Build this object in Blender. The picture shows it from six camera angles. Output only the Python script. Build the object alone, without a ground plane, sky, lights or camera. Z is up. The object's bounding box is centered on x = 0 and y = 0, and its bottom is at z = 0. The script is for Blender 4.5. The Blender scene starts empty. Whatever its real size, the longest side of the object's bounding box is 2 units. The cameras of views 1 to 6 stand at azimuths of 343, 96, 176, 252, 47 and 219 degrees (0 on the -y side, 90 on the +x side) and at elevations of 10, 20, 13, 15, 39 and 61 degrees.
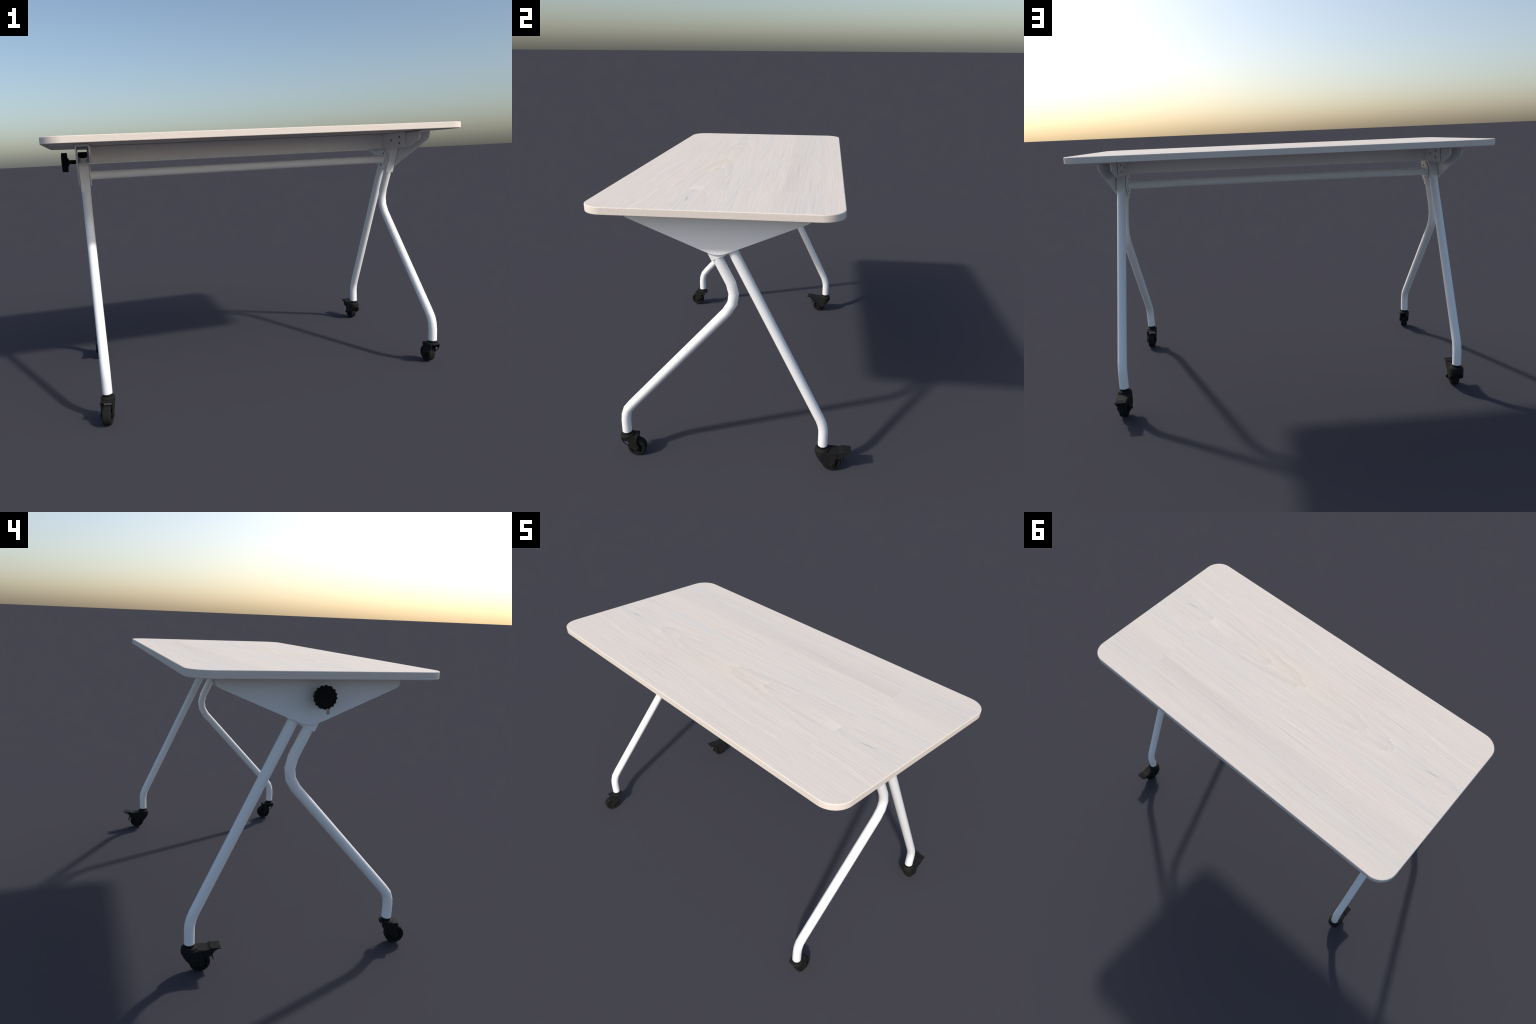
import bpy, bmesh, math
from mathutils import Matrix, Vector

# ------------------------------------------------------------------ sizes (m)
TOP_Z, TOP_T = 1.2471, 0.0303          # table top surface height, board thickness
TOP_X, TOP_Y0, TOP_Y1 = 1.0, -0.5225, 0.4775
CORNER_R, BAND = 0.089, 0.0035        # corner radius, edge band thickness
YC = -0.0225                          # frame centre line in y
LEG_X, TUBE_R = 0.835, 0.0215
PIVOT_Z = 1.0750                      # cross bar axis
# leaning frame axes of the hinge block in (y, z): EDGE across, UP along the tubes
UP = Vector((-0.438, 0.899)); EDGE = Vector((0.899, 0.438))


# ------------------------------------------------------------------ materials
class Nodes:
    """small helper to write node graphs as expressions"""
    def __init__(self, name):
        self.mat = bpy.data.materials.new(name)
        self.mat.use_nodes = True
        self.t = self.mat.node_tree
        self.bsdf = self.t.nodes["Principled BSDF"]

    def link(self, src, dst):
        self.t.links.new(src, dst)

    def put(self, sock, v):
        if isinstance(v, bpy.types.NodeSocket):
            self.link(v, sock)
        else:
            sock.default_value = v

    def math(self, op, a, b=0.0, c=0.0, clamp=False):
        n = self.t.nodes.new("ShaderNodeMath"); n.operation = op; n.use_clamp = clamp
        for i, v in enumerate((a, b, c)):
            self.put(n.inputs[i], v)
        return n.outputs[0]

    def xyz(self):
        tc = self.t.nodes.new("ShaderNodeTexCoord")
        s = self.t.nodes.new("ShaderNodeSeparateXYZ")
        self.link(tc.outputs["Object"], s.inputs[0])
        return s.outputs[0], s.outputs[1], s.outputs[2]

    def vec(self, x, y, z=0.0):
        n = self.t.nodes.new("ShaderNodeCombineXYZ")
        for i, v in enumerate((x, y, z)):
            self.put(n.inputs[i], v)
        return n.outputs[0]

    def noise(self, vec, scale=1.0, detail=2.0, rough=0.5):
        n = self.t.nodes.new("ShaderNodeTexNoise")
        self.link(vec, n.inputs["Vector"])
        n.inputs["Scale"].default_value = scale
        n.inputs["Detail"].default_value = detail
        n.inputs["Roughness"].default_value = rough
        return n.outputs["Fac"]

    def ramp(self, fac, stops):
        n = self.t.nodes.new("ShaderNodeValToRGB")
        e = n.color_ramp.elements
        while len(e) < len(stops):
            e.new(0.5)
        for el, (p, c) in zip(e, stops):
            el.position = p
            el.color = (c, c, c, 1) if isinstance(c, (int, float)) else (*c, 1)
        self.link(fac, n.inputs[0])
        return n.outputs[0]

    def mix(self, fac, a, b, blend="MIX"):
        n = self.t.nodes.new("ShaderNodeMix"); n.data_type = "RGBA"; n.blend_type = blend
        self.put(n.inputs[0], fac)
        for i, v in ((6, a), (7, b)):
            self.put(n.inputs[i], v if isinstance(v, bpy.types.NodeSocket) else (*v, 1))
        return n.outputs[2]

    def band(self, v, lo, hi, soft):
        """soft box: 1 between lo and hi"""
        a = self.t.nodes.new("ShaderNodeMapRange"); a.interpolation_type = "SMOOTHSTEP"
        self.put(a.inputs[0], v)
        a.inputs[1].default_value = lo - soft; a.inputs[2].default_value = lo + soft
        b = self.t.nodes.new("ShaderNodeMapRange"); b.interpolation_type = "SMOOTHSTEP"
        self.put(b.inputs[0], v)
        b.inputs[1].default_value = hi - soft; b.inputs[2].default_value = hi + soft
        b.inputs[3].default_value = 1.0; b.inputs[4].default_value = 0.0
        return self.math("MULTIPLY", a.outputs[0], b.outputs[0])

    def bump(self, h, strength=0.1, dist=0.001):
        n = self.t.nodes.new("ShaderNodeBump")
        n.inputs["Strength"].default_value = strength
        n.inputs["Distance"].default_value = dist
        self.link(h, n.inputs["Height"])
        self.link(n.outputs[0], self.bsdf.inputs["Normal"])

    def finish(self, color, rough=0.5, spec=0.5, metal=0.0):
        self.put(self.bsdf.inputs["Base Color"],
                 color if isinstance(color, bpy.types.NodeSocket) else (*color, 1))
        self.bsdf.inputs["Roughness"].default_value = rough
        self.bsdf.inputs["Specular IOR Level"].default_value = spec
        self.bsdf.inputs["Metallic"].default_value = metal
        return self.mat


def plain(name, color, rough, spec, vary=0.04, scale=40.0):
    n = Nodes(name)
    x, y, z = n.xyz()
    f = n.noise(n.vec(x, y, z), scale, 3.0)
    lo = tuple(c * (1 - vary) for c in color); hi = tuple(min(1, c * (1 + vary)) for c in color)
    col = n.mix(f, lo, hi)
    return n.finish(col, rough, spec)


def wood_top():
    n = Nodes("whitewashed_wood")
    x, y, z = n.xyz()
    # the decor sheet repeats along the table every 1.667 m; joint at x = 0.674
    shift = n.math("MULTIPLY", n.math("GREATER_THAN", x, 0.674), -1.667)
    u = n.math("ADD", x, shift)
    # flat-sawn heart: growth rings are long parabolas with tips towards -x
    wob = n.noise(n.vec(n.math("MULTIPLY", u, 2.0), n.math("MULTIPLY", y, 5.0)), 1.0, 2.0)
    jag = n.noise(n.vec(n.math("MULTIPLY", u, 9.0), n.math("MULTIPLY", y, 55.0), 3.1), 1.0, 2.5)
    dy = n.math("ADD", n.math("ADD", y, 0.128), n.math("MULTIPLY", n.math("SUBTRACT", wob, 0.5), 0.07))
    g = n.math("SUBTRACT", u, n.math("MULTIPLY", n.math("MULTIPLY", dy, dy), 48.0))
    g = n.math("ADD", g, n.math("MULTIPLY", n.math("SUBTRACT", jag, 0.5), 0.16))
    g = n.math("ADD", g, n.math("MULTIPLY", n.math("SUBTRACT", wob, 0.5), 0.25))
    away = n.math("ABSOLUTE", n.math("ADD", y, 0.13))
    ringw = n.noise(n.vec(g, 7.7), 2.1, 3.0)
    saw = n.math("FRACT", n.math("ADD", n.math("MULTIPLY", g, 3.1), n.math("MULTIPLY", ringw, 2.4)))
    ring = n.ramp(saw, [(0.0, 0.10), (0.035, 0.36), (0.12, 0.44), (0.50, 0.57), (0.88, 0.60), (0.955, 0.75), (1.0, 0.70)])
    tone = n.noise(n.vec(g, 1.3), 3.4, 4.0, 0.6)
    # fibres along the board
    fib = n.noise(n.vec(n.math("MULTIPLY", u, 5.0), n.math("MULTIPLY", y, 330.0), 0.4), 1.0, 3.0, 0.6)
    lines = n.noise(n.vec(n.math("MULTIPLY", u, 1.1), n.math("MULTIPLY", y, 120.0), 9.0), 1.0, 4.0, 0.65)
    broad = n.noise(n.vec(n.math("MULTIPLY", u, 0.9), n.math("MULTIPLY", y, 9.0), 4.0), 1.0, 2.0)
    pores = n.noise(n.vec(n.math("MULTIPLY", u, 120.0), n.math("MULTIPLY", y, 260.0), 2.0), 1.0, 1.0)
    mid = n.noise(n.vec(n.math("MULTIPLY", u, 1.3), n.math("MULTIPLY", y, 34.0), 6.0), 1.0, 3.0, 0.6)
    tint = n.math("ADD", n.math("MULTIPLY", broad, 0.5), n.math("MULTIPLY", mid, 0.5))
    col = n.mix(n.ramp(tint, [(0.43, 0.0), (0.57, 1.0)]), WOOD_GREY, WOOD_PINK)
    near = n.ramp(away, [(0.0, 1.0), (0.13, 0.85), (0.24, 0.62), (0.5, 0.48)])
    r = n.math("MULTIPLY", n.math("SUBTRACT", ring, 0.55), near)
    v = n.math("ADD", n.math("MULTIPLY", r, 0.27), 1.0)
    v = n.math("ADD", v, n.math("MULTIPLY", n.math("SUBTRACT", tone, 0.5), 0.10))
    v = n.math("ADD", v, n.math("MULTIPLY", n.math("SUBTRACT", fib, 0.5), 0.30))
    v = n.math("ADD", v, n.math("MULTIPLY", n.math("SUBTRACT", pores, 0.5), 0.10))
    dark = n.ramp(lines, [(0.28, 1.0), (0.43, 0.0)])
    v = n.math("SUBTRACT", v, n.math("MULTIPLY", dark, 0.16))
    pale = n.ramp(lines, [(0.56, 0.0), (0.70, 1.0)])
    v = n.math("ADD", v, n.math("MULTIPLY", pale, 0.05))
    # broad tonal planks: a greyer belt behind the heart, pinker outer rims
    yw = n.math("ADD", y, n.math("MULTIPLY", n.math("SUBTRACT", wob, 0.5), 0.10))
    belt = n.band(yw, 0.19, 0.40, 0.035)
    col = n.mix(n.math("MULTIPLY", belt, 0.45), col, WOOD_BELT)
    rim = n.math("SUBTRACT", 1.0, n.band(yw, -0.36, 0.425, 0.025))
    col = n.mix(n.math("MULTIPLY", rim, 0.5), col, WOOD_PINK)
    # tinted stripe, warm heart and two small mineral streaks (per repeat)
    low = n.t.nodes.new("ShaderNodeMapRange"); low.interpolation_type = "SMOOTHSTEP"
    n.put(low.inputs[0], y)
    low.inputs[1].default_value = 0.245; low.inputs[2].default_value = 0.335
    low.inputs[3].default_value = 1.0; low.inputs[4].default_value = 0.0
    edge = n.math("GREATER_THAN", n.math("ADD", y, n.math("MULTIPLY", n.math("SUBTRACT", wob, 0.5), 0.02)), 0.217)
    stripe = n.math("MULTIPLY", n.math("MULTIPLY", low.outputs[0], edge),
                    n.ramp(n.math("ADD", n.math("MULTIPLY", u, 0.5), 0.5), [(0.0, 0.25), (0.35, 0.55), (0.80, 1.0)]))
    col = n.mix(n.math("MULTIPLY", stripe, n.math("MULTIPLY", n.math("ADD", fib, 0.4), 0.65)), col, WOOD_STRIPE)
    ex = n.math("MULTIPLY", n.math("SUBTRACT", u, 0.02), 2.4)
    ey = n.math("MULTIPLY", n.math("ADD", y, 0.17), 9.0)
    rr = n.math("ADD", n.math("MULTIPLY", ex, ex), n.math("MULTIPLY", ey, ey))
    heart = n.ramp(rr, [(0.0, 1.0), (1.0, 0.0)])
    col = n.mix(n.math("MULTIPLY", heart, 0.55), col, WOOD_WARM)
    sy = n.math("SUBTRACT", n.math("ADD", y, 0.144), n.math("MULTIPLY", n.math("ADD", u, 0.83), 0.125))
    streak = n.math("MULTIPLY", n.band(sy, -0.0016, 0.0016, 0.0028), n.band(u, -0.865, -0.80, 0.02))
    col = n.mix(n.math("MULTIPLY", streak, 0.75), col, (0.30, 0.27, 0.24))
    vcol = n.t.nodes.new("ShaderNodeCombineColor")
    for i in range(3):
        n.link(v, vcol.inputs[i])
    col = n.mix(1.0, col, vcol.outputs[0], "MULTIPLY")
    return n.finish(col, 0.8, 0.08)


def wood_edge():
    n = Nodes("edge_band_wood")
    x, y, z = n.xyz()
    along = n.math("ADD", x, y)
    ver = n.noise(n.vec(n.math("MULTIPLY", along, 260.0), n.math("MULTIPLY", z, 60.0)), 1.0, 2.0)
    hor = n.noise(n.vec(n.math("MULTIPLY", along, 5.0), n.math("MULTIPLY", z, 420.0), 5.0), 1.0, 3.0)
    v = n.math("ADD", n.math("MULTIPLY", n.math("SUBTRACT", ver, 0.5), 0.16), 1.0)
    v = n.math("ADD", v, n.math("MULTIPLY", n.math("SUBTRACT", hor, 0.5), 0.12))
    wave = n.noise(n.vec(n.math("MULTIPLY", along, 3.0), 0.0), 1.0, 1.0)
    zl = n.math("SUBTRACT", z, n.math("ADD", TOP_Z - 0.0185, n.math("MULTIPLY", wave, 0.008)))
    line = n.band(zl, -0.0004, 0.0004, 0.0008)
    v = n.math("SUBTRACT", v, n.math("MULTIPLY", line, 0.07))
    vcol = n.t.nodes.new("ShaderNodeCombineColor")
    for i in range(3):
        n.link(v, vcol.inputs[i])
    col = n.mix(1.0, WOOD_EDGE, vcol.outputs[0], "MULTIPLY")
    return n.finish(col, 0.8, 0.08)


WOOD_BELT = (0.755, 0.696, 0.626)
WOOD_PINK = (0.835, 0.738, 0.648)
WOOD_GREY = (0.788, 0.731, 0.660)
WOOD_WARM = (0.855, 0.730, 0.600)
WOOD_STRIPE = (0.735, 0.645, 0.575)
WOOD_EDGE = (0.830, 0.740, 0.658)

M_TOP = wood_top()
M_EDGE = wood_edge()
M_UNDER = plain("underside_laminate", (0.80, 0.74, 0.68), 0.8, 0.1, 0.03, 25.0)
M_WHITE = plain("white_powder_coat", (0.99, 0.99, 0.99), 0.5, 0.5, 0.004, 4.0)
M_BLACK = plain("black_plastic", (0.0160, 0.0160, 0.0158), 0.7, 0.10, 0.06, 30.0)
M_TYRE = plain("black_rubber", (0.0155, 0.0155, 0.0150), 0.8, 0.10, 0.08, 30.0)
M_KNOB = plain("knob_plastic", (0.009, 0.009, 0.009), 0.7, 0.12, 0.06, 30.0)
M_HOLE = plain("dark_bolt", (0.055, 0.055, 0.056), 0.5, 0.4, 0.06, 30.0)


# ------------------------------------------------------------------ mesh helpers
SCENE = bpy.context.scene.collection


def add(name, me, mat, parent=None, mats=None):
    ob = bpy.data.objects.new(name, me)
    SCENE.objects.link(ob)
    me.materials.clear()
    for m in (mats or [mat]):
        me.materials.append(m)
    if parent:
        ob.parent = parent
    return ob


def smooth(me, angle=35.0):
    me.shade_smooth()
    me.set_sharp_from_angle(angle=math.radians(angle))
    return me


def from_bm(bm, name, angle=35.0):
    bmesh.ops.remove_doubles(bm, verts=bm.verts, dist=1e-6)
    bmesh.ops.recalc_face_normals(bm, faces=bm.faces)
    me = bpy.data.meshes.new(name)
    bm.to_mesh(me); bm.free()
    return weighted(smooth(me, angle))


def weighted(me):
    """large flat faces keep flat shading next to small rounded edges"""
    ob = bpy.data.objects.new("tmp", me); SCENE.objects.link(ob)
    m = ob.modifiers.new("w", "WEIGHTED_NORMAL"); m.keep_sharp = True; m.weight = 90
    dg = bpy.context.evaluated_depsgraph_get()
    out = bpy.data.meshes.new_from_object(ob.evaluated_get(dg))
    name = me.name
    bpy.data.objects.remove(ob); bpy.data.meshes.remove(me)
    out.name = name
    return out


def arc(cx, cy, r, a0, a1, n):
    """points on an arc, degrees"""
    return [(cx + r * math.cos(math.radians(a0 + (a1 - a0) * i / n)),
             cy + r * math.sin(math.radians(a0 + (a1 - a0) * i / n))) for i in range(n + 1)]


def plate(outline, thick, bevel=0.0, holes=(), name="plate"):
    """sheet: 2D outline with holes, extruded +-thick/2 along local z"""
    cu = bpy.data.curves.new(name, "CURVE")
    cu.dimensions = "2D"; cu.fill_mode = "BOTH"
    cu.extrude = thick / 2 - bevel; cu.bevel_depth = bevel; cu.offset = -bevel
    cu.bevel_resolution = 2
    for pts in (outline, *holes):
        sp = cu.splines.new("POLY"); sp.use_cyclic_u = True
        sp.points.add(len(pts) - 1)
        for p, q in zip(sp.points, pts):
            p.co = (q[0], q[1], 0, 1)
    tmp = bpy.data.objects.new("tmp", cu); SCENE.objects.link(tmp)
    dg = bpy.context.evaluated_depsgraph_get()
    me = bpy.data.meshes.new_from_object(tmp.evaluated_get(dg))
    bpy.data.objects.remove(tmp); bpy.data.curves.remove(cu)
    bm = bmesh.new(); bm.from_mesh(me); bpy.data.meshes.remove(me)
    bmesh.ops.remove_doubles(bm, verts=bm.verts, dist=1e-6)
    return bm


# local (a, b, c) -> (x=c, y=a, z=b): sheets standing in the y-z plane
STAND = Matrix(((0, 0, 1, 0), (1, 0, 0, 0), (0, 1, 0, 0), (0, 0, 0, 1)))


def merge(*bms):
    out = bmesh.new()
    for b in bms:
        me = bpy.data.meshes.new("t"); b.to_mesh(me); b.free()
        out.from_mesh(me); bpy.data.meshes.remove(me)
    return out


def box(x0, x1, y0, y1, z0, z1, bevel=0.0, seg=2):
    bm = bmesh.new()
    bmesh.ops.create_cube(bm, size=1.0)
    for v in bm.verts:
        v.co = (x0 + (v.co.x + .5) * (x1 - x0), y0 + (v.co.y + .5) * (y1 - y0), z0 + (v.co.z + .5) * (z1 - z0))
    if bevel:
        bmesh.ops.bevel(bm, geom=bm.edges[:], offset=bevel, segments=seg, affect="EDGES", profile=0.5)
    return bm


def lathe(profile, seg=48, axis="Z"):
    """revolve (r, h) profile; r = 0 closes the ends"""
    bm = bmesh.new()
    rings = []
    for r, h in profile:
        if r < 1e-7:
            rings.append([bm.verts.new((0, 0, h))])
        else:
            rings.append([bm.verts.new((r * math.cos(2 * math.pi * i / seg), r * math.sin(2 * math.pi * i / seg), h))
                          for i in range(seg)])
    for a, b in zip(rings, rings[1:]):
        for i in range(seg):
            j = (i + 1) % seg
            f = [a[i % len(a)], a[j % len(a)], b[j % len(b)], b[i % len(b)]]
            f = list(dict.fromkeys(f))
            if len(f) > 2:
                bm.faces.new(f)
    if axis == "X":
        bmesh.ops.transform(bm, matrix=Matrix.Rotation(math.radians(90), 4, "Y"), verts=bm.verts)
    bmesh.ops.recalc_face_normals(bm, faces=bm.faces)
    return bm


def tube(path, r, seg=28):
    """round tube along a planar (y, z) polyline at x = 0, mitred bends, closed ends"""
    bm = bmesh.new()
    P = [Vector(p) for p in path]
    rings = []
    for i, p in enumerate(P):
        d0 = (p - P[i - 1]).normalized() if i else (P[1] - p).normalized()
        d1 = (P[i + 1] - p).normalized() if i < len(P) - 1 else d0
        t = (d0 + d1).normalized()
        nrm = Vector((-t.y, t.x))
        k = 1.0 / max(0.5, t.dot(d0))
        rings.append([bm.verts.new((r * math.cos(a), p.x + nrm.x * r * k * math.sin(a), p.y + nrm.y * r * k * math.sin(a)))
                      for a in (2 * math.pi * j / seg for j in range(seg))])
    for a, b in zip(rings, rings[1:]):
        for j in range(seg):
            bm.faces.new((a[j], a[(j + 1) % seg], b[(j + 1) % seg], b[j]))
    bm.faces.new(rings[0]); bm.faces.new(rings[-1])
    return bm


def move(bm, x=0, y=0, z=0):
    bmesh.ops.translate(bm, vec=(x, y, z), verts=bm.verts)
    return bm


def mirror_x(bm):
    for v in bm.verts:
        v.co.x = -v.co.x
    bmesh.ops.reverse_faces(bm, faces=bm.faces)
    return bm


# ------------------------------------------------------------------ the table
table = bpy.data.objects.new("folding_table", None)
SCENE.objects.link(table)
table["label"] = "white folding training table on wheels with pale wood top"
table["category"] = "table"


# ---- table top: board + edge band with small rounded rims
def rounded_rect(inset, z, bm, seg=10):
    r = CORNER_R - inset
    vs = []
    for cx, cy, a in ((1, 1, 0), (-1, 1, 90), (-1, -1, 180), (1, -1, 270)):
        ox = cx * (TOP_X - CORNER_R)
        oy = (TOP_Y1 - CORNER_R) if cy > 0 else (TOP_Y0 + CORNER_R)
        for px, py in arc(ox, oy, r, a, a + 90, seg):
            vs.append(bm.verts.new((px, py, z)))
    return vs


def ring_stack(levels, caps):
    bm = bmesh.new()
    rings = [rounded_rect(i, z, bm) for i, z in levels]
    for a, b in zip(rings, rings[1:]):
        for j in range(len(a)):
            k = (j + 1) % len(a)
            bm.faces.new((a[j], a[k], b[k], b[j]))
    if caps:
        bm.faces.new(rings[0]); bm.faces.new(rings[-1])
    else:
        a, b = rings[-1], rings[0]
        for j in range(len(a)):
            k = (j + 1) % len(a)
            bm.faces.new((a[j], a[k], b[k], b[j]))
    return bm


ZB = TOP_Z - TOP_T
me = from_bm(ring_stack([(BAND, ZB), (BAND, TOP_Z)], True), "tabletop", 30)
top = add("tabletop", me, M_TOP, table, [M_TOP, M_UNDER])
for p in me.polygons:
    p.material_index = 1 if p.normal.z < -0.5 else 0
R = 0.003
lv = [(BAND, ZB + 0.0004)] + [(R - R * math.sin(t), ZB + 0.0002 + R - R * math.cos(t)) for t in (0.0, .52, 1.05, 1.571)]
lv += [(R - R * math.cos(t), TOP_Z - 0.0002 - R + R * math.sin(t)) for t in (0.0, .52, 1.05, 1.571)] + [(BAND, TOP_Z - 0.0004)]
add("edge_band", from_bm(ring_stack(lv, False), "edge_band", 50), M_EDGE, top)

# ---- side brackets: folded sheet, triangular outer cheek, cut-off inner cheek
SHEET = 0.0062
X_OUT, X_IN = 0.866, 0.8035            # outer faces of the two cheeks
Z_WEB = ZB - 0.0015                    # top of the fold
Z_CHEEK = Z_WEB - 0.010
HALF = 0.3755


def slope(v):
    return 1.0932 + 0.4175 * (v - 0.1776)


def cheek(cut=None):
    """half outline from the top corner down to the centre, as (offset, z)"""
    pts = [(HALF, Z_CHEEK), (HALF, 1.190), (HALF - .0010, 1.1835), (HALF - .0042, 1.1775), (HALF - .0095, 1.1730),
           (HALF - .0165, slope(HALF - .0165))]
    if cut:
        vc = 0.1776 + (cut - 1.0932) / 0.4175
        pts += [(vc + .004, slope(vc + .004)), (vc - .006, cut)]
        left = [(YC + v, z) for v, z in pts]; right = [(YC - v, z) for v, z in reversed(pts)]
        return left + right
    pts += [(0.062, slope(0.062)), (0.047, 1.0392), (0.032, 1.0334), (0.016, 1.0292)]
    left = [(YC + v, z) for v, z in pts]; right = [(YC - v, z) for v, z in reversed(pts)]
    return left + [(YC, 1.0278)] + right


def slot():
    """curved slot around the hinge axis for the locking screw"""
    r, w, a0, a1 = 0.0735, 0.0078, 180.5, 100.0
    def pt(a, rad):
        return (YC + rad * math.cos(math.radians(a)), PIVOT_Z + rad * math.sin(math.radians(a)))
    n = 14
    outer = [pt(a0 + (a1 - a0) * i / n, r + w) for i in range(n + 1)]
    inner = [pt(a1 + (a0 - a1) * i / n, r - w) for i in range(n + 1)]
    c1 = pt(a1, r); c0 = pt(a0, r)
    e1 = arc(c1[0], c1[1], w, a1, a1 - 180, 8)[1:-1]
    e0 = arc(c0[0], c0[1], w, a0 + 180, a0, 8)[1:-1]
    return outer + e1 + inner + e0


def web():
    """folded top of the bracket, swept along y"""
    ro, ri = 0.010, 0.010 - SHEET
    cx0, cx1, cz = X_IN + ro, X_OUT - ro, Z_CHEEK
    outer = arc(cx1, cz, ro, 0, 90, 5) + arc(cx0, cz, ro, 90, 180, 5)
    inner = arc(cx0, cz, ri, 180, 90, 5) + arc(cx1, cz, ri, 90, 0, 5)
    bm = bmesh.new()
    prof = outer + inner
    a = [bm.verts.new((p[0], YC - HALF, p[1])) for p in prof]
    b = [bm.verts.new((p[0], YC + HALF, p[1])) for p in prof]
    n = len(prof)
    for i in range(n):
        if i in (11, n - 1):
            continue                    # open where the cheeks continue
        bm.faces.new((a[i], a[(i + 1) % n], b[(i + 1) % n], b[i]))
    half = len(outer)
    for r_, flip in ((a, False), (b, True)):
        for i in range(half - 1):
            f = (r_[i], r_[i + 1], r_[n - 2 - i], r_[n - 1 - i])
            bm.faces.new(f[::-1] if flip else f)
    return bm


def bolt_head(r, h):
    """socket screw seen end-on, axis x"""
    return lathe([(0, 0), (r, 0), (r, h * .7), (r * .85, h), (r * .5, h), (r * .45, h * .55), (0, h * .55)], 20, "X")


for side in (1, -1):
    outer = plate(cheek(), SHEET, 0.0012, [slot()] if side < 0 else [])
    bmesh.ops.transform(outer, matrix=STAND, verts=outer.verts); move(outer, X_OUT - SHEET / 2)
    inner = plate(cheek(1.1345), SHEET, 0.0012)
    bmesh.ops.transform(inner, matrix=STAND, verts=inner.verts); move(inner, X_IN + SHEET / 2)
    bm = merge(outer, inner, web())
    if side < 0:
        mirror_x(bm)
    bracket = add("side_bracket", from_bm(bm, "side_bracket", 40), M_WHITE, table)

    # plate on the end of the beam, screwed to the inner cheek
    y0, y1 = YC - 0.2505, YC + 0.2505
    out = [(y0, 1.2155), (y0, 1.1440)] + arc(y0 + .010, 1.1440, .010, 180, 270, 4)[1:] + \
          arc(y1 - .010, 1.1440, .010, 270, 360, 4) + [(y1, 1.2155)]
    bm = plate(out, 0.0040, 0.0008)
    bmesh.ops.transform(bm, matrix=STAND, verts=bm.verts); move(bm, X_IN - 0.0045)
    if side < 0:
        mirror_x(bm)
    add("mounting_plate", from_bm(bm, "mounting_plate", 40), M_WHITE, bracket)
    bmesh_bolt = from_bm(bolt_head(0.0058, 0.0016), "bolt", 30)
    for dy, z in ((-0.195, 1.1912), (-0.195, 1.1588), (-0.111, 1.1755), (0.195, 1.1912), (0.195, 1.1588), (0.111, 1.1755)):
        b = add("bolt", bmesh_bolt, M_HOLE, bracket)
        b.location = (side * (X_IN - 0.0060), YC + dy, z)
        if side > 0:
            b.rotation_euler = (0, 0, math.pi)

# ---- beam under the top and round cross bar
xb = X_IN - 0.0060
add("support_beam", from_bm(box(-xb, xb, YC - 0.0175, YC + 0.0175, 1.1338, ZB - 0.001, 0.003), "support_beam", 35),
    M_WHITE, table)

bar = lathe([(0, -0.8122), (0.0208, -0.8122), (0.0208, 0.8122), (0, 0.8122)], 36, "X")
move(bar, 0, YC, PIVOT_Z)
crossbar = add("crossbar", from_bm(bar, "crossbar", 40), M_WHITE, table)
disc = from_bm(lathe([(0, 0), (0.0495, 0), (0.0505, 0.001), (0.0505, 0.0045), (0.0495, 0.0055), (0, 0.0055)], 48, "X"),
               "collar", 40)
small = from_bm(bolt_head(0.0055, 0.0014), "collar_bolt", 30)
for side in (1, -1):
    c = add("collar", disc, M_WHITE, crossbar)
    c.location = (side * 0.8105, YC, PIVOT_Z)
    if side > 0:
        c.rotation_euler = (0, 0, math.pi)
    for s in (1, -1):
        b = add("collar_bolt", small, M_HOLE, crossbar)
        b.location = (side * 0.8048, YC + UP.x * 0.0355 * s, PIVOT_Z + UP.y * 0.0355 * s)
        if side > 0:
            b.rotation_euler = (0, 0, math.pi)

# ---- hinge blocks between the cheeks, leaning with the leg tubes
S0, S1, T0, T1 = 0.3945, 0.5100, 0.9176, 1.0760
for side in (1, -1):
    bm = box(side * LEG_X - 0.0223, side * LEG_X + 0.0218, S0, S1, T0, T1, 0.0016, 2)
    for v in bm.verts:
        p = EDGE * v.co.y + UP * v.co.z
        v.co.y, v.co.z = p.x, p.y
    add("hinge_block", from_bm(bm, "hinge_block", 35), M_WHITE, table)

# ---- legs
S_FRONT, S_BACK, T_TOP = 0.4165, 0.4880, 1.0965
Z_FOOT = 0.127
front_top = EDGE * S_FRONT + UP * T_TOP
back_top = EDGE * S_BACK + UP * 1.040   # ends inside the hinge block
FRONT_PATH = [tuple(front_top), (0.0260, 0.8977), (0.0375, 0.8505), (0.0314, 0.8065), (0.0070, 0.7654),
              (-0.4385, 0.2758), (-0.4615, 0.2470), (-0.4718, 0.2180), (-0.4755, 0.1850), (-0.4755, Z_FOOT)]
BACK_PATH = [tuple(back_top), (0.4155, 0.2612), (0.4252, 0.2360), (0.4310, 0.2100), (0.4323, 0.1880), (0.4323, Z_FOOT)]
leg_front = from_bm(tube(FRONT_PATH, TUBE_R), "leg_front", 50)
leg_back = from_bm(tube(BACK_PATH, TUBE_R), "leg_back", 50)
cap_me = from_bm(lathe([(0, 0), (TUBE_R + .0003, 0), (TUBE_R + .0003, .010), (TUBE_R - .001, .0125), (TUBE_R - .004, .0135),
                        (0, .0138)], 32), "end_cap", 40)
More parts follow.
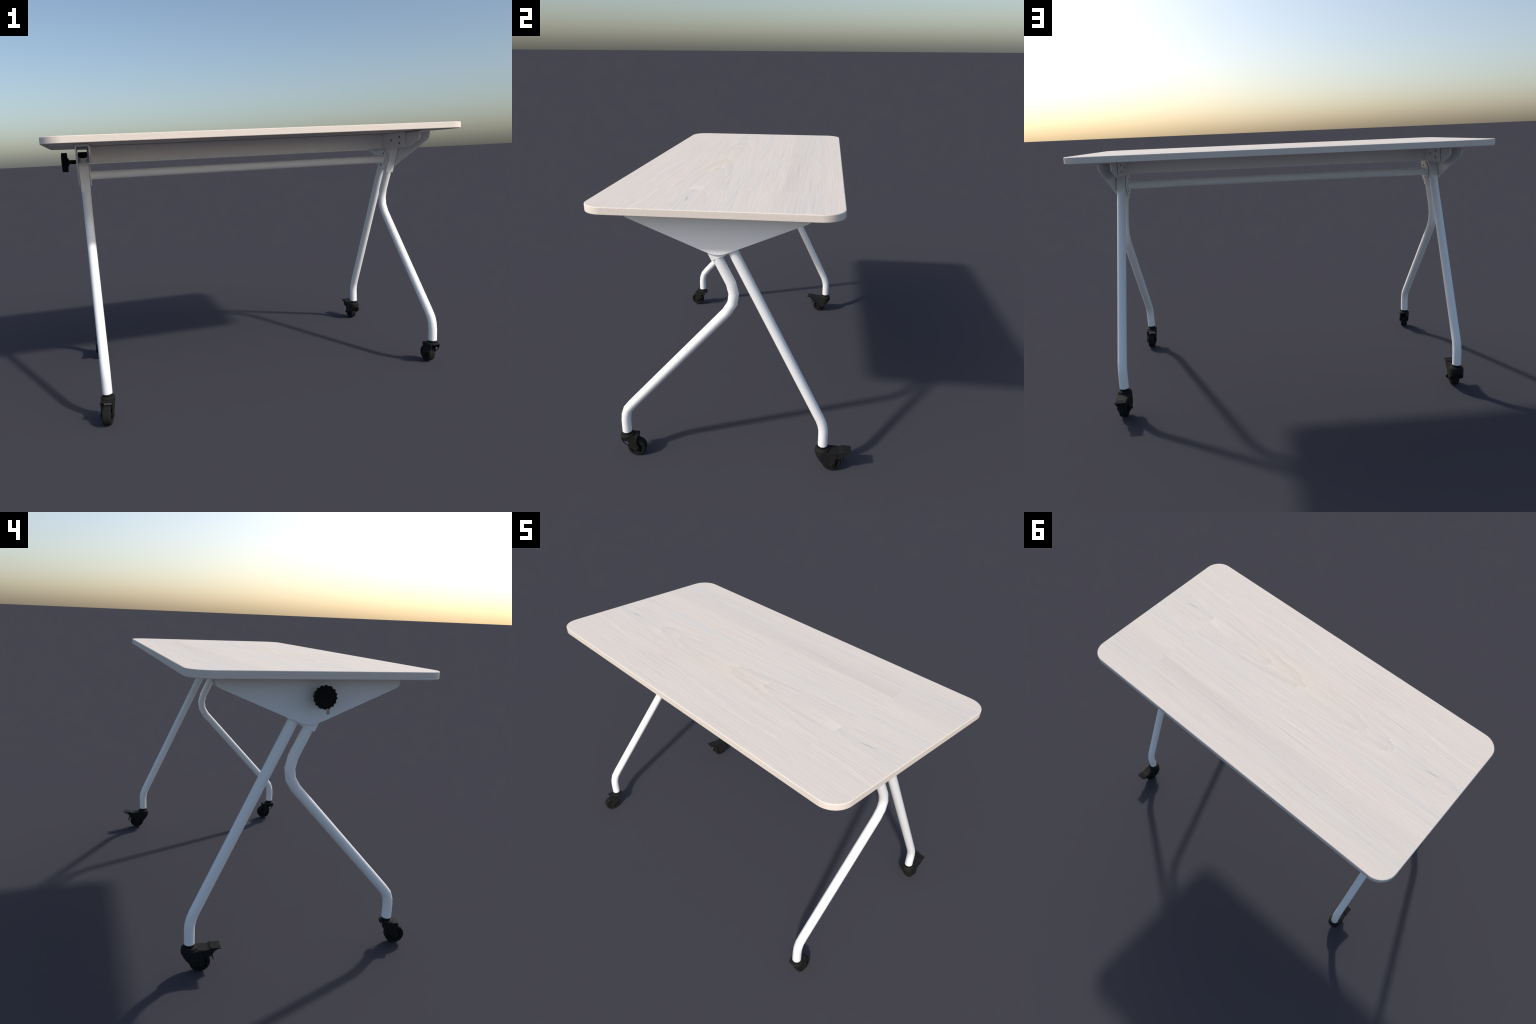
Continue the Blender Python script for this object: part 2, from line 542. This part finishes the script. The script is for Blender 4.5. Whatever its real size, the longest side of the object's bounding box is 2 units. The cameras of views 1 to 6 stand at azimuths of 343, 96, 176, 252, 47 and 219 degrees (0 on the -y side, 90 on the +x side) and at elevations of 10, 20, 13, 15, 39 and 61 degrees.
for side in (1, -1):
    for me, tp in ((leg_front, front_top), (leg_back, back_top)):
        leg = add("leg", me, M_WHITE, table)
        leg.location = (side * LEG_X, 0, 0)
        if me is leg_back:
            continue
        cap = add("end_cap", cap_me, M_BLACK, leg)
        cap.location = (0, tp.x, tp.y)
        cap.rotation_euler = (math.atan2(-UP.x, UP.y), 0, 0)

# ---- locking knob on the outer cheek of one bracket
KY, KZ = -0.0540, 1.1430


def knob():
    n, sub, ro, depth = 16, 8, 0.0455, 0.0052
    out = []
    for i in range(n):
        for j in range(sub):
            f = j / sub
            r = ro - depth * math.sin(math.pi * f) ** 0.8
            a = 2 * math.pi * (i + f) / n + 0.05
            out.append((r * math.cos(a), r * math.sin(a)))
    grip = plate(out, 0.0270, 0.0012)
    bmesh.ops.transform(grip, matrix=STAND, verts=grip.verts); move(grip, -0.9197)
    face = lathe([(0, -.9341), (.0345, -.9341), (.0355, -.9330), (.0355, -.9250), (0, -.9250)], 48, "X")
    # lathe axis X: height h maps to +x
    boss = lathe([(0, -.9070), (.0195, -.9070), (.0195, -.9008), (0, -.9008)], 32, "X")
    return merge(grip, face, boss)


k = knob()
move(k, 0, KY, KZ)
knob_ob = add("locking_knob", from_bm(k, "locking_knob", 35), M_KNOB, table)
st = lathe([(0, -.9020), (.0106, -.9020), (.0106, -.8668), (0, -.8668)], 24, "X")
move(st, 0, KY, KZ)
add("knob_collar", from_bm(st, "knob_collar", 35), M_KNOB, knob_ob)
st = lathe([(0, -.8700), (.0066, -.8700), (.0066, -.8540), (0, -.8540)], 20, "X")
move(st, 0, KY, KZ)
add("knob_screw", from_bm(st, "knob_screw", 35), M_HOLE, knob_ob)

# ------------------------------------------------------------------ casters
# local frame: swivel axis on z, trailing direction +y, axle along x
TRAIL, WHEEL_R, WHEEL_W = 0.0430, 0.0432, 0.0390


def wheel_mesh():
    h, rr, ri = WHEEL_W / 2, WHEEL_R, 0.0285
    prof = [(ri, -h + .0015)] + [(rr - .009 + .009 * math.sin(t), -h + .009 - .009 * math.cos(t)) for t in (0, .4, .8, 1.2, 1.571)]
    prof += [(rr, h - .009)] + [(rr - .009 + .009 * math.cos(t), h - .009 + .009 * math.sin(t)) for t in (.4, .8, 1.2, 1.571)]
    prof += [(ri, h - .0015), (ri - .002, h - .006), (ri - .002, -h + .006), (ri, -h + .0015)]
    return from_bm(lathe(prof, 56, "X"), "wheel", 40)


def hub_mesh():
    h = WHEEL_W / 2
    disc_ = lathe([(0, -h + .0005), (.0115, -h + .0005), (.0115, -h + .007), (.0268, -h + .0075), (.0268, h - .0075), (.0115, h - .007),
                   (.0115, h - .0005), (0, h - .0005)], 40, "X")
    ribs = []
    for i in range(6):
        a = 2 * math.pi * i / 6
        b = box(-h + .0035, h - .0035, .009, .0275, -.0016, .0016)
        bmesh.ops.rotate(b, matrix=Matrix.Rotation(a, 3, "X"), verts=b.verts)
        ribs.append(b)
    return from_bm(merge(disc_, *ribs), "wheel_hub", 30)


def stem_mesh():
    return from_bm(lathe([(0, .100), (.0165, .100), (.0165, .1185), (.0205, .1195), (.0205, .1268), (.0150, .1275), (.0150, .150), (0, .150)], 36),
                   "swivel_stem", 35)


def axle_mesh(half, nut_len):
    a = lathe([(0, -half), (.0045, -half), (.0045, half), (0, half)], 20, "X")
    hexa = lathe([(0, 0), (.0082, 0), (.0082, .0040), (.0070, .0050), (0, .0050)], 6, "X"); move(hexa, half - .0005)
    nut = lathe([(0, -nut_len), (.0062, -nut_len), (.0070, -nut_len + .001), (.0070, 0), (0, 0)], 18, "X"); move(nut, -half + .0005)
    return from_bm(merge(a, hexa, nut), "axle_bolt", 30)


def fork_mesh():
    """plain caster: pressed plate with two cheeks and a bearing ring"""
    hw, t, zt = 0.0268, 0.0038, 0.1065
    top_out = [(hw, .0515), (-hw, .0515)] + [(-x_, y_) for x_, y_ in arc(0, 0, hw, 0, -180, 14)]
    top_pl = plate(top_out, .0045, .0008); move(top_pl, 0, 0, zt - .00225)
    ring = lathe([(.012, .1050), (.0310, .1050), (.0322, .1070), (.0318, .1100), (.0285, .1130), (.0225, .1155), (.012, .1160)], 44)
    cheeks = []
    side_out = [(.0515, zt - .001), (.0510, .0950), (.0470, .0850), (.0462, .0760), (.0500, .0640), (.0565, .0530)] + \
        arc(TRAIL, WHEEL_R, .0142, 25, -115, 10) + [(.0235, .0420), (.0130, .0525), (-.0005, .0635), (-.0130, .0750), (-.0210, .0870), (-.0245, .0980), (-.0240, zt - .001)]
    win = [(-.0150, .0850), (.0070, .0830), (.0090, .0750), (.0065, .0670), (.0030, .0640), (-.0100, .0765)]
    for s in (1, -1):
        c = plate(side_out, t, .0007, [win])
        bmesh.ops.transform(c, matrix=STAND, verts=c.verts); move(c, s * (hw - t / 2))
        cheeks.append(c)
    return from_bm(merge(top_pl, ring, *cheeks), "caster_fork", 38)


def apply_boolean(ob, cutter, op):
    m = ob.modifiers.new("b", "BOOLEAN"); m.operation = op; m.object = cutter; m.solver = "EXACT"
    dg = bpy.context.evaluated_depsgraph_get()
    me = bpy.data.meshes.new_from_object(ob.evaluated_get(dg))
    ob.modifiers.clear(); old = ob.data; ob.data = me
    bpy.data.meshes.remove(old)


def hood_mesh():
    """braked caster: moulded hood around the wheel, round collar on top"""
    dome = lathe([(0, .0850), (.0340, .0850), (.0345, .0880), (.0345, .1010), (.0335, .1075), (.0300, .1128), (.0250, .1158), (.0215, .1165),
                  (.0205, .1120), (0, .1120)], 48)
    # seen from above: round nose, flat flanks; seen from the side: nose slopes back under the collar
    plan = arc(0, 0, .0342, 180, 360, 24) + [(.0335, .0140), (.0300, .0330), (.0290, .0660), (-.0290, .0660), (-.0300, .0330), (-.0335, .0140)]
    body = plate(plan, .090, .0015); move(body, 0, 0, .0600)      # z 0.015 .. 0.105
    side_out = [(-.0500, .1040), (.0640, .1035), (.0650, .0980), (.0650, .0740), (.0600, .0690), (.0575, .0560)] + \
        arc(TRAIL, WHEEL_R, .0165, 10, -140, 10) + [(.0140, .0400), (.0050, .0460), (-.0060, .0560), (-.0180, .0690), (-.0270, .0800), (-.0330, .0890), (-.0500, .0930)]
    prof = plate(side_out, .100)
    bmesh.ops.transform(prof, matrix=STAND, verts=prof.verts)
    a = bpy.data.objects.new("a", bpy.data.meshes.new("a"))
    bmesh.ops.recalc_face_normals(body, faces=body.faces); body.to_mesh(a.data); body.free()
    b = bpy.data.objects.new("b", bpy.data.meshes.new("b"))
    bmesh.ops.recalc_face_normals(dome, faces=dome.faces); dome.to_mesh(b.data); dome.free()
    c = bpy.data.objects.new("c", bpy.data.meshes.new("c"))
    bmesh.ops.recalc_face_normals(prof, faces=prof.faces); prof.to_mesh(c.data); prof.free()
    well = lathe([(0, -.0235), (WHEEL_R + .0045, -.0235), (WHEEL_R + .0045, .0235), (0, .0235)], 48, "X")
    move(well, 0, TRAIL, WHEEL_R)
    d = bpy.data.objects.new("d", bpy.data.meshes.new("d"))
    bmesh.ops.recalc_face_normals(well, faces=well.faces); well.to_mesh(d.data); well.free()
    low = box(-.0235, .0235, -.06, .12, -.02, WHEEL_R, 0)
    e = bpy.data.objects.new("e", bpy.data.meshes.new("e")); low.to_mesh(e.data); low.free()
    for o in (a, b, c, d, e):
        SCENE.objects.link(o)
    apply_boolean(a, c, "INTERSECT")
    apply_boolean(a, b, "UNION")
    apply_boolean(a, d, "DIFFERENCE")
    apply_boolean(a, e, "DIFFERENCE")
    me = a.data
    me.name = "caster_hood"
    for o in (a, b, c, d, e):
        data = o.data
        bpy.data.objects.remove(o)
        if data is not me:
            bpy.data.meshes.remove(data)
    return smooth(me, 38)


def lever_mesh():
    """brake pedal with a raised, ribbed toe"""
    hw = 0.0268
    prof = [(.0300, .1062), (.0740, .1045), (.0790, .1065), (.0845, .1100), (.0900, .1112), (.1275, .1100), (.1285, .1060), (.1180, .1050),
            (.1080, .1010), (.1000, .0940), (.0955, .0860), (.0940, .0780), (.0905, .0765), (.0880, .0740), (.0600, .0740), (.0560, .0900), (.0300, .0960)]
    bm = plate(prof, hw * 2, .0008)
    bmesh.ops.transform(bm, matrix=STAND, verts=bm.verts)
    ribs = [box(-.019, .019, y_ - .0013, y_ + .0013, .1095, .1120 - (y_ - .09) * .03, .0005, 1) for y_ in (.1050, .1120, .1190)]
    prong = plate([(.0860, .0760), (.0925, .0760), (.0960, .0620), (.1030, .0420), (.1010, .0415), (.0930, .0560), (.0900, .0640), (.0860, .0690)], .010, 0)
    bmesh.ops.transform(prong, matrix=STAND, verts=prong.verts)
    return from_bm(merge(bm, *ribs, prong), "brake_lever", 35)


W, H, ST = wheel_mesh(), hub_mesh(), stem_mesh()
FORK, HOOD, LEVER = fork_mesh(), hood_mesh(), lever_mesh()
AX_F, AX_B = axle_mesh(0.0270, 0.0030), axle_mesh(0.0300, 0.0105)
YF, YB = -0.4755, 0.4323
# trailing direction measured from +y, counter-clockwise seen from above
for x, y, ang, braked in ((-LEG_X, YF, 180 - 12, False), (LEG_X, YF, 2, False), (-LEG_X, YB, 180 - 4.5, True), (LEG_X, YB, 0, True)):
    cas = add("caster", HOOD if braked else FORK, M_BLACK, table)
    cas.location = (x, y, 0)
    cas.rotation_euler = (0, 0, math.radians(ang))
    whl = add("wheel", W, M_TYRE, cas); whl.location = (0, TRAIL, WHEEL_R)
    hub = add("wheel_hub", H, M_BLACK, cas); hub.location = (0, TRAIL, WHEEL_R)
    add("swivel_stem", ST, M_BLACK, cas)
    ax = add("axle_bolt", AX_B if braked else AX_F, M_BLACK, cas)
    ax.location = (0, TRAIL, WHEEL_R)
    if braked:
        add("brake_lever", LEVER, M_BLACK, cas)
    # nut towards the middle of the table
    inner_is_minus = math.cos(math.radians(ang)) * x > 0
    if not inner_is_minus:
        ax.rotation_euler = (0, 0, math.pi)
